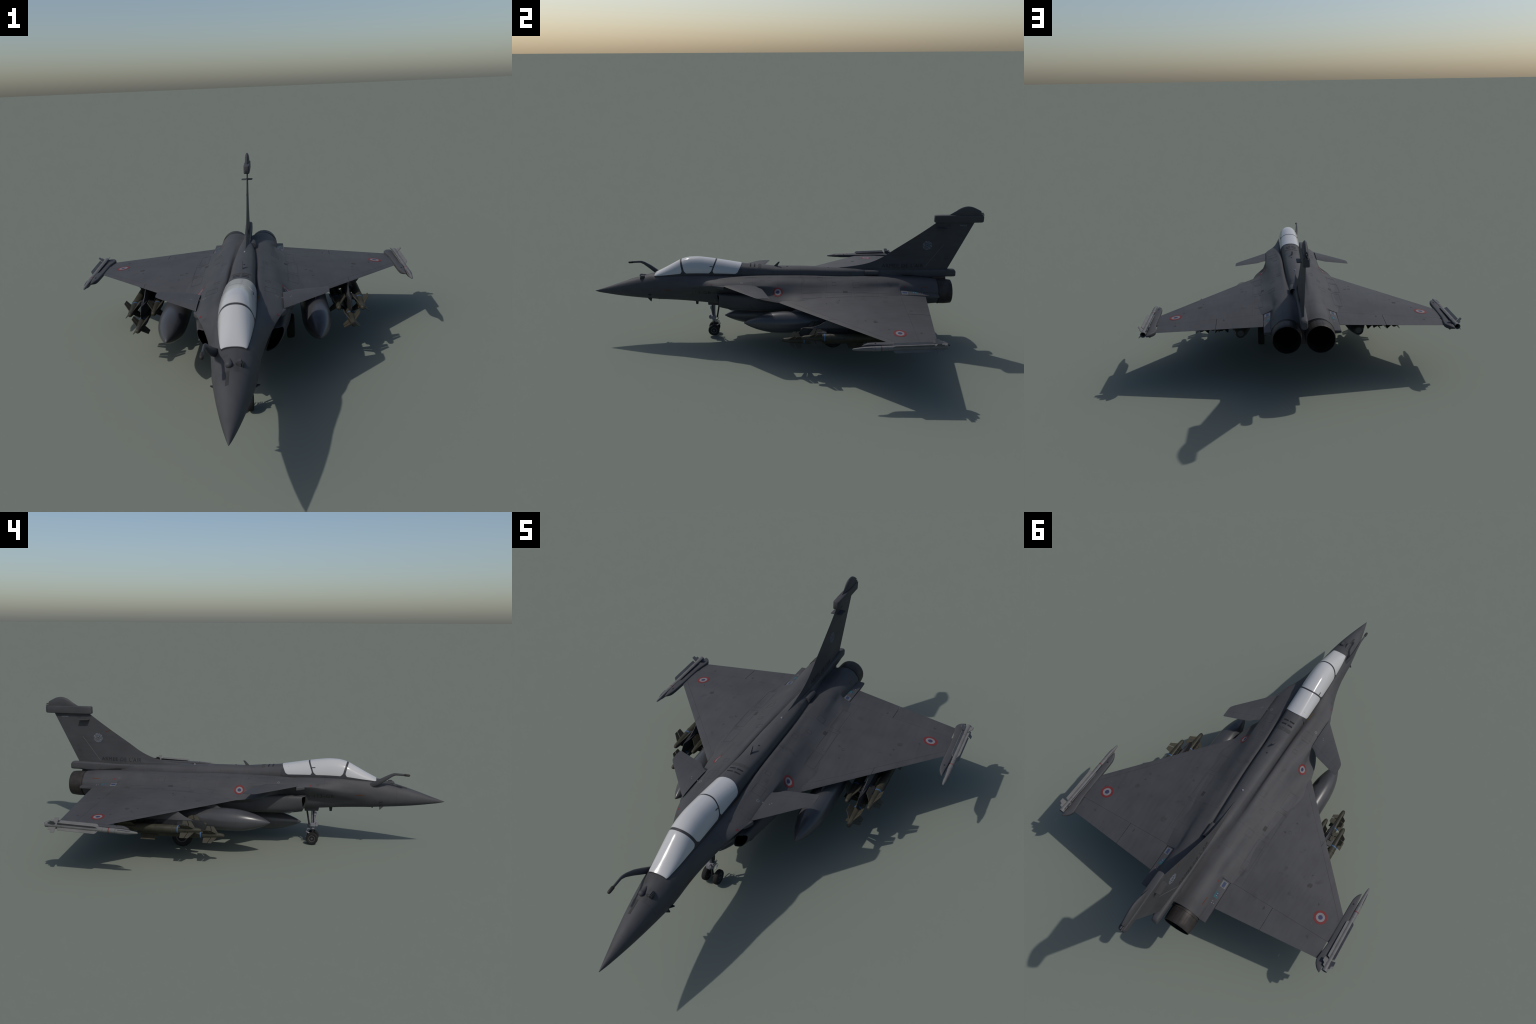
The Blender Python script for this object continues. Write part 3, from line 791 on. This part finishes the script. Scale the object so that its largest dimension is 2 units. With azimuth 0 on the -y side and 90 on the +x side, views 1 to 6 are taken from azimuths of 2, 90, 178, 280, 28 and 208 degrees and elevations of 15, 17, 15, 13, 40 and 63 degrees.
for sx in (1, -1):
    # wing and body roundels
    roundel((sx * .5530, .4932, .243), (1, 0, 0), (0, 1, 0), .0290, BVH_TOP, WINGS[0 if sx > 0 else 5])
    side_u = (0, sx, 0)
    roundel((sx * .1545, -.0445, .2910), (0, sx, 0), Vector((-sx * .70, 0, .71)), .0250, BVH_BODY, FUSELAGE)
    # dark access patches
    drape("access_patch", *grid_patch(.0135, .0230), (sx * .1614, .2920, .3), (1, 0, 0), (0, 1, 0), BVH_BODY, M_PATCH, .0005, FUSELAGE)
    # white ring and dots by the canard
    drape("white_ring", *ring_patch(.0036, .0060, 24, 1), (sx * .1204, -.2265, .33), (1, 0, 0), (0, 1, 0), BVH_BODY, M_LIGHTPATCH, .0005, FUSELAGE)
    for dx, dy in ((.163, -.2195), (.168, -.2115)):
        drape("white_dot", *ring_patch(.0002, .0019, 12, 1), (sx * dx, dy, .33), (1, 0, 0), (0, 1, 0), BVH_TOP, M_WHITE, .0005, CANARDS[0 if sx > 0 else 1])
    # warning triangles
    drape("warning_triangle", *tri_patch(.0062), (sx * .1200, -.3790, .3190), (0, sx, 0), Vector((-sx * .62, 0, .78)), BVH_BODY, M_RED, .0006, FUSELAGE)
    drape("warning_triangle", *tri_patch(.0052), (sx * .1168, .5954, .3038), (0, sx, 0), Vector((-sx * .75, 0, .66)), BVH_BODY, M_RED, .0006, FUSELAGE)
    # orange stripes on nose and engine
    drape("orange_stripe", *grid_patch(.0370, .0034, 10, 2), (sx * .08, -.6090, .2725), (0, sx, 0), (0, 0, 1), BVH_BODY, M_ORANGE, .0006, FUSELAGE)
    drape("orange_stripe", *grid_patch(.0370, .0030, 10, 2), (sx * .12, .6940, .3040), (0, sx, 0), Vector((-sx * .5, 0, .86)), BVH_BODY, M_ORANGE, .0006, FUSELAGE)
    drape("yellow_stripe", *grid_patch(.0480, .0026, 12, 2), (sx * .062, -.2770, .3475), (0, sx, 0), Vector((-sx * .9, 0, .43)), BVH_BODY, M_YELLOW, .0006, FUSELAGE)
    # nose number, fin lettering
    text_decal("113-GR", .0280, (sx * .09, -.4370, .2610), (0, sx, 0), (0, 0, 1), BVH_BODY, M_INK, FUSELAGE, gap=1.18)
    text_decal("ARMEE DE L'AIR", .0265, (sx * .02, .6000, .3800), (0, sx, 0), (0, 0, 1), BVH_FIN, M_INK, FIN, gap=1.12)
    text_decal("RAFALE", .0110, (sx * .02, .8985, .5915), (0, sx, 0), (0, 0, 1), BVH_FIN, M_PALE, FIN)
    text_decal("132", .0150, (sx * .02, .8235, .5920), (0, sx, 0), (0, 0, 1), BVH_FIN, M_INK, FIN)
    # plain round badge made of short strokes, stand-in for the squadron emblem
    rnd = random.Random(3)
    for ring_r, cnt in ((.0215, 15), (.0150, 10), (.0075, 5)):
        for k in range(cnt):
            a = 2 * math.pi * k / cnt + rnd.uniform(-.12, .12)
            p, f = grid_patch(rnd.uniform(.0055, .0090), rnd.uniform(.0020, .0034), 2, 1)
            ca, sa = math.cos(a * 1.0 + 1.2), math.sin(a * 1.0 + 1.2)
            q = [(ring_r * math.cos(a) + x * ca - y * sa, ring_r * math.sin(a) * .95 + x * sa + y * ca) for x, y in p]
            drape("badge_stroke", q, f, (sx * .02, .7225, .4875), (0, sx, 0), (0, 0, 1), BVH_FIN, M_PALE, .0006, FIN)
    drape("orange_stripe", [(-.016, -.0125), (.016, .009), (.016, .0125), (-.016, -.009)], [(0, 1, 2, 3)], (sx * .02, .6650, .5285), (0, sx, 0), (0, 0, 1), BVH_FIN, M_ORANGE, .0006, FIN)
    # thin pale slanted line on the fin
    drape("pale_fin_line", [(sx * t * .093 + o, t * .123) for t in (0, .25, .5, .75, 1) for o in (-.0009, .0009)],
          [(2*k, 2*k+1, 2*k+3, 2*k+2) for k in range(4)], (sx * .02, .7130, .3690), (0, sx, 0), (0, 0, 1), BVH_FIN, M_LIGHTPATCH, .0004, FIN)
    # fuel caps, stains and access panel outlines on the upper skin
    wing = WINGS[0 if sx > 0 else 5]
    def blot(r, lob, seed):
        rn = random.Random(seed); ph = [rn.uniform(0, 6.28) for _ in range(4)]
        pts, fs = ring_patch(r * .04, r, 28, 3)
        out = []
        for x, y in pts:
            a = math.atan2(y, x)
            k = 1 + lob * sum(math.sin((i + 2) * a + ph[i]) / (i + 2) for i in range(4))
            out.append((x * k, y * k * 1.25))
        return out, fs
    for dx, dy, r, sd in ((.4500, .4005, .0080, 1), (.4380, .3560, .0032, 2), (.2650, .1900, .0035, 3), (.2400, .2550, .0042, 4), (.5200, .4500, .0036, 5), (.3330, .5850, .0050, 6), (.5450, .5900, .0050, 7)):
        drape("stain", *blot(r, .5, sd), (sx * dx, dy, .27), (1, 0, 0), (0, 1, 0), BVH_TOP, M_STAIN, .00035, wing)
    for dx, dy, r in ((.2600, .2443, .0072), (.4500, .4005, .0098)):
        drape("fuel_cap_ring", *ring_patch(r - .0007, r, 32, 1), (sx * dx, dy, .27), (1, 0, 0), (0, 1, 0), BVH_TOP, M_STAIN, .0005, wing)
    for dx, dy in ((.2912, .2074), (.5150, .4250), (.5330, .5330), (.5700, .4400)):
        drape("white_dot", *ring_patch(.0001, .0012, 10, 1), (sx * dx, dy, .27), (1, 0, 0), (0, 1, 0), BVH_TOP, M_LIGHTPATCH, .0005, wing)
    def frame(cx, cy, w, h, t=.0005):
        for (ox, oy, ww, hh) in ((0, h / 2, w, t), (0, -h / 2, w, t), (w / 2, 0, t, h), (-w / 2, 0, t, h)):
            drape("panel_outline", *grid_patch(ww, hh, max(1, int(ww / .004)), max(1, int(hh / .004))), (sx * (cx + ox), cy + oy, .3), (1, 0, 0), (0, 1, 0), BVH_TOP, M_STAIN, .00045, FUSELAGE)
    for f4 in ((.118, .350, .030, .034), (.100, -.180, .040, .050), (.090, -.085, .020, .018), (.080, .170, .020, .026), (.185, .125, .040, .090), (.186, .255, .040, .130), (.180, .420, .036, .150), (.112, .240, .018, .020)):
        frame(*f4)
    # vents behind the canopy and the mesh panel
    for y in (-.1835, -.1625):
        drape("air_vent", *grid_patch(.0235, .0066, 8, 3), (sx * .0150, y, .385), (1, 0, 0), (0, 1, 0), BVH_TOP, M_VENT, .0006, SPINE)
    drape("mesh_panel", *grid_patch(.0315, .0170, 8, 3), (sx * .0170, -.1360, .385), (1, 0, 0), (0, 1, 0), BVH_TOP, M_MESH, .0005, SPINE)
# dark walkway strip ahead of the optics ball
drape("dark_strip", *grid_patch(.0085, .0480, 4, 10), (-.0120, -.7990, .33), (1, 0, 0), (0, 1, 0), BVH_BODY, M_PATCH, .0005, FUSELAGE)

# ------------------------------------------------------------------ landing gear
def wheel(name, c, r, w, parent, hub=0.55):
    h = w / 2
    prof = [(-h * .72, r * hub), (-h * .95, r * .70), (-h, r * .80), (-h * .9, r * .92), (-h * .62, r * .985), (0, r), (h * .62, r * .985), (h * .9, r * .92), (h, r * .80), (h * .95, r * .70), (h * .72, r * hub)]
    t = revolve("tyre", prof, M_TYRE, "x", c, 36, parent, (True, True))
    prof = [(-h * .80, .001), (-h * .80, r * .16), (-h * .62, r * .20), (-h * .62, r * .40), (-h * .78, r * .50), (-h * .74, r * .57), (h * .74, r * .57), (h * .78, r * .50), (h * .62, r * .40), (h * .62, r * .20), (h * .80, r * .16), (h * .80, .001)]
    revolve("wheel_rim", prof, M_RIM, "x", c, 28, parent, (True, True))
    return t

def gear_root(name, at):
    """A gear leg is a group: an Empty holding tyre, rim and struts."""
    e = bpy.data.objects.new(name, None); COL.objects.link(e); e.parent = ROOT
    return e

ng = gear_root("nose_gear", None)
for sx in (1, -1): wheel("wheel", (sx * .0245, -.3815, .0297), .0297, .0185, ng)
tube("axle", [(-.030, -.3815, .0297), (.030, -.3815, .0297)], .0055, M_DARK, ng, 12)
tube("oleo_strut", [(0, -.3815, .0297), (0, -.3815, .082)], .0050, M_DARK, ng, 14)
tube("oleo_strut", [(0, -.3825, .072), (0, -.3815, .178)], [.0085, .0088], M_STRUT, ng, 18)
tube("oleo_strut", [(0, -.3840, .110), (0, -.3900, .142), (0, -.3880, .176)], [.0075, .0075, .0085], M_STRUT, ng, 14)
tube("drag_brace", [(0, -.3640, .0950), (0, -.3500, .1800)], .0042, M_DARK, ng, 10)
box("steering_unit", (0, -.3840, .0960), (.034, .026, .018), M_STRUT, ng, .003)
box("steering_unit", (0, -.4010, .0980), (.020, .012, .024), M_STRUT, ng, .003)
box("steering_unit", (0, -.3930, .150), (.022, .012, .016), M_STRUT, ng, .002)
box("landing_light", (0.010, -.4045, .1010), (.010, .006, .010), M_WHITE, ng, .002)
for sx in (1, -1):
    tube("hydraulic_line", [(sx * .008, -.372, .094), (sx * .009, -.360, .096), (sx * .009, -.356, .088), (sx * .006, -.364, .080), (sx * .004, -.370, .074)], .0011, M_DARK, ng, 6)
    tube("torque_link", [(sx * .006, -.374, .078), (sx * .007, -.356, .070), (sx * .006, -.349, .058), (sx * .004, -.368, .046)], .0019, M_STRUT, ng, 8)
    tube("side_brace", [(sx * .010, -.386, .108), (sx * .0105, -.386, .176)], .0028, M_DARK, ng, 8)
# nose gear bay doors
for sx in (1, -1):
    plate("gear_door", [(sx * .0150, -.4105, .2000), (sx * .0135, -.4085, .1690), (sx * .0135, -.3430, .1660), (sx * .0150, -.3360, .1950)], .0028, M_PAINT, ng)
box("gear_bay", (0, -.375, .186), (.026, .068, .020), M_DARK, ng, 0)

for sx in (1, -1):
    mg = gear_root("main_gear", None)
    X = sx * .1720
    wheel("wheel", (X, .2345, .0500), .0500, .0320, mg)
    tube("axle", [(sx * .142, .2345, .0500), (sx * .188, .2345, .0500)], .0065, M_DARK, mg, 12)
    tube("trailing_arm", [(sx * .146, .2345, .0500), (sx * .142, .2050, .0880), (sx * .139, .1950, .1050)], [.0075, .0085, .0080], M_STRUT, mg, 12)
    tube("oleo_strut", [(sx * .142, .2180, .0680), (sx * .128, .2080, .1950)], [.0065, .0085], M_STRUT, mg, 14)
    tube("oleo_strut", [(sx * .140, .1950, .1050), (sx * .125, .1700, .2000)], .0095, M_STRUT, mg, 14)
    tube("side_brace", [(sx * .138, .215, .105), (sx * .095, .220, .190)], .0045, M_DARK, mg, 10)
    tube("hydraulic_line", [(sx * .134, .245, .060), (sx * .128, .256, .075), (sx * .130, .250, .095), (sx * .136, .232, .110)], .0012, M_DARK, mg, 6)
    plate("gear_door", [(sx * .1500, .1500, .2150), (sx * .1620, .1520, .1450), (sx * .1640, .2300, .1380), (sx * .1540, .2450, .2150)], .003, M_PAINT, mg)
    plate("gear_door", [(sx * .0820, .1500, .1880), (sx * .0780, .1540, .1450), (sx * .0780, .2700, .1450), (sx * .0820, .2780, .1880)], .003, M_PAINT, mg)

# ------------------------------------------------------------------ external stores
def tank_profile(y0, L, r):
    P = [(0, .0006), (.004, .07), (.02, .22), (.05, .43), (.09, .65), (.13, .81), (.17, .92), (.21, .975), (.26, 1.0), (.68, 1.0), (.78, .96), (.87, .82), (.94, .62), (1.0, .40)]
    q = np.concatenate([np.linspace(0, .05, 10), np.linspace(.07, 1, 44)])
    rr = pchip([p[0] for p in P], [p[1] for p in P], q)
    return [(y0 + t * L, max(1e-4, k * r)) for t, k in zip(q, rr)]

TANKS = []
def drop_tank(x, y0, z, L, r, pitch=0.0):
    """Tank along y with its nose tip at y0; pitch (degrees) raises the tail."""
    t = revolve("drop_tank", tank_profile(y0, L, r), M_TANK, "y", (x, 0, z), 48)
    revolve("tank_nose_cap", [(y0 - .0010, .0003), (y0 - .0006, .0018), (y0 + .003, .0046), (y0 + .0035, .004)], M_TANK, "y", (x, 0, z), 20, t)
    revolve("tank_tail_cone", [(y0 + L - .002, r * .39), (y0 + L + .004, r * .37), (y0 + L + .004, r * .28), (y0 + L - .004, r * .27)], M_DARK, "y", (x, 0, z), 20, t, (True, True))
    k = math.tan(math.radians(pitch))
    for o in [t] + list(t.children):
        for w in o.data.vertices: w.co.z += (w.co.y - y0) * k
    return t

def pylon_solid(name, x, prof, hw, parent=None, mat=None):
    """Streamlined pylon: prof = list of (z, y_front, y_rear) from bottom to top."""
    rings = []
    for z, a, b in prof:
        n = 10; up, dn = [], []
        for j in range(n + 1):
            u = j / n; f = min(1, (u / .18 + .02) ** .6) * min(1, ((1 - u) / .22 + .02))
            y = a + (b - a) * u
            up.append((x + hw * f, y, z)); dn.append((x - hw * f, y, z))
        rings.append(up + dn[::-1])
    return loft(name, rings, mat or M_PAINT, True, (True, True), parent, 40)

for sx in (1, -1):
    t = drop_tank(sx * .2620, -.2100, .1720, .775, .0525, 1.2)
    pylon_solid("tank_pylon", sx * .2612, [(.2150, -.010, .420), (.2350, .030, .440), (.2550, .060, .450)], .0090, t)
t = drop_tank(0, -.3230, .1050, .800, .0510, 1.7)
pylon_solid("tank_pylon", 0, [(.1480, -.150, .300), (.1650, -.130, .320), (.1900, -.120, .330)], .0120, t)

# guided bombs: one prototype at the origin (nose tip at y = 0), copied six times
def bomb_prototype():
    r = .0172
    body = revolve("guided_bomb", [(0, .0004), (.0008, .0045), (.004, .0076), (.010, .0094), (.030, .0116), (.060, .0144), (.092, .0163), (.1180, r), (.1190, r * 1.02), (.2950, r * 1.02), (.2960, r * .97), (.3600, r * .88), (.3990, r * .80), (.4000, r * .74), (.3900, r * .5)],
                   M_BOMB, "y", (0, 0, 0), 28)
    revolve("blue_band", [(.1020, .0160), (.1020, .0174), (.1072, .0176), (.1072, .0160)], M_BAND, "y", (0, 0, 0), 28, body, (False, False))
    revolve("collar", [(.1270, .0165), (.1275, .0184), (.1320, .0184), (.1325, .0165)], M_BOMB_FIN, "y", (0, 0, 0), 28, body, (False, False))
    revolve("collar", [(.2050, .0165), (.2052, .0178), (.2070, .0178), (.2072, .0165)], M_DARK, "y", (0, 0, 0), 28, body, (False, False))
    revolve("seeker_cap", [(-.0010, .0003), (-.0004, .0044), (.0040, .0080), (.0045, .006)], M_BOMB_FIN, "y", (0, 0, 0), 20, body)
    for k in range(4):
        a = math.radians(45 + 90 * k); c, s = math.cos(a), math.sin(a)
        def P(rad, y): return (rad * c, y, rad * s)
        # forward fin in two pieces with a slit, then the folding tail fin
        plate("nose_fin", [P(.0105, .0300), P(.0420, .0540), P(.0420, .0690), P(.0120, .0560)], .0022, M_BOMB_FIN, body)
        plate("nose_fin", [P(.0120, .0590), P(.0420, .0722), P(.0420, .0920), P(.0140, .0920)], .0022, M_BOMB_FIN, body)
        plate("tail_fin_blade", [P(.0120, .3000), P(.0420, .3130), P(.0420, .3790), P(.0110, .3830)], .0020, M_BOMB_FIN, body)
    revolve("fuze_cable", [(.118, .002), (.20, .002)], M_DARK, "y", (.0176, 0, 0), 8, body)
    return body
def place_tree(src, name, M):
    """Copy an object with its children, sharing the meshes."""
    ob = src.copy(); ob.name = name; COL.objects.link(ob); ob.parent = ROOT; ob.matrix_local = M
    for c in src.children:
        k = c.copy(); k.name = c.name.split(".")[0]; COL.objects.link(k); k.parent = ob; k.matrix_local = c.matrix_local
    return ob
proto = bomb_prototype()
BOMBS = [(.4430, .0640, .1750), (.3535, .0640, .1760), (.3985, -.0280, .1430)]
for sx in (1, -1):
    for (x, y, z) in BOMBS:
        place_tree(proto, "guided_bomb", Matrix.Translation((sx * x, y, z)))
    # triple rack and pylon
    rk = pylon_solid("bomb_rack", sx * .3985, [(.1620, .060, .400), (.1800, .050, .420), (.2050, .070, .440)], .0095, None, M_DARK)
    pylon_solid("rack_pylon", sx * .3985, [(.2000, .100, .470), (.2200, .150, .480), (.2500, .195, .490)], .0085, rk, M_PAINT)
    for side in (1, -1):
        for y in (.150, .300):
            plate("rack_arm", [(sx * .3985 + side * .006, y - .020, .1960), (sx * .3985 + side * .0330, y - .016, .1860), (sx * .3985 + side * .0330, y + .030, .1860), (sx * .3985 + side * .006, y + .034, .1960)], .010, M_DARK, rk, .002)
for c in list(proto.children): bpy.data.objects.remove(c, do_unlink=True)
bpy.data.objects.remove(proto, do_unlink=True)

# wing-tip missiles: prototype along +y from the nose tip
def missile_prototype():
    r = .0106
    b = revolve("air_to_air_missile", [(0, .0004), (.0010, .0026), (.006, .0044), (.022, .0066), (.055, .0090), (.092, .0104), (.0945, r), (.365, r), (.372, .0116), (.395, .0122), (.404, .0124), (.4045, .0110), (.400, .0100), (.380, .0095)],
                M_MISSILE, "y", (0, 0, 0), 24, caps=(True, False))
    revolve("exhaust", [(.3835, .0094), (.3830, .0003)], M_BLACK, "y", (0, 0, 0), 20, b, (False, True))
    revolve("red_band", [(.1220, .0100), (.1222, .0110), (.1258, .0110), (.1260, .0100)], M_RED, "y", (0, 0, 0), 24, b, (False, False))
    revolve("joint_band", [(.0948, .0100), (.0949, .01085), (.0962, .01085), (.0963, .0100)], M_MISSILE_D, "y", (0, 0, 0), 24, b, (False, False))
    revolve("joint_band", [(.1500, .0100), (.1501, .01085), (.1512, .01085), (.1513, .0100)], M_MISSILE_D, "y", (0, 0, 0), 24, b, (False, False))
    revolve("joint_band", [(.3300, .0100), (.3301, .01085), (.3312, .01085), (.3313, .0100)], M_MISSILE_D, "y", (0, 0, 0), 24, b, (False, False))
    for k in range(4):
        a = math.radians(45 + 90 * k); c, s = math.cos(a), math.sin(a)
        P = lambda rad, y: (rad * c, y, rad * s)
        plate("strake", [P(.0095, .1700), P(.0215, .1800), P(.0235, .1850), P(.0235, .3460), P(.0095, .3490)], .0018, M_MISSILE, b)
        plate("tail_control_fin", [P(.0100, .3560), P(.0350, .3570), P(.0350, .3740), P(.0230, .3780), P(.0230, .3880), P(.0100, .3900)], .0020, M_MISSILE, b)
        tube("seeker_fairing", [P(.0078, .030), P(.0098, .050), P(.0108, .085)], [.0008, .0014, .0012], M_MISSILE_D, b, 6)
    return b
mp = missile_prototype()
for sx in (1, -1):
    M = Matrix.Translation((sx * .6705, .2690, .2232)) @ Matrix.Rotation(math.radians(2.0), 4, "X")
    place_tree(mp, "air_to_air_missile", M)
    # launch rail: waisted plan shape
    inner = [(.3110, .6530), (.3180, .6465), (.3330, .6390), (.3520, .6335), (.3900, .6315), (.4370, .6310), (.5670, .6300), (.6100, .6245), (.6480, .6205), (.6700, .6310), (.6830, .6440), (.6880, .6540)]
    outer = [(.3110, .6545), (.3180, .6555), (.3330, .6560), (.3520, .6570), (.3900, .6595), (.4370, .6600), (.5670, .6580), (.6100, .6560), (.6480, .6555), (.6700, .6560), (.6830, .6565), (.6880, .6560)]
    q = np.concatenate([np.linspace(.3110, .34, 8), np.linspace(.35, .66, 30), np.linspace(.665, .688, 8)])
    ip = pchip([p[0] for p in inner], [p[1] for p in inner], q); op = pchip([p[0] for p in outer], [p[1] for p in outer], q)
    rings = []
    for y, a, b2 in zip(q, ip, op):
        e = min(1, (y - .3095) / .03) * min(1, (.6900 - y) / .02)
        h = .0085 * max(.15, e) ** .6
        zc = .2325 + (y - .45) * .012
        rings.append([(sx * x, y, z) for x, z in rounded_rect((b2 - a) / 2, zc - h, zc + h, .0045, 3, (a + b2) / 2)])
    rail = loft("missile_rail", rings, M_PAINT, True, (True, True), None, 45)
    revolve("rail_lug", [(0, .0036), (.0022, .0032), (.0026, .0004)], M_DARK, "z", (sx * .6460, .3700, .2395), 12, rail)
    box("rail_hanger", (sx * .6585, .470, .2340), (.0090, .150, .0080), M_DARK, rail, .001)
for c in list(mp.children): bpy.data.objects.remove(c, do_unlink=True)
bpy.data.objects.remove(mp, do_unlink=True)
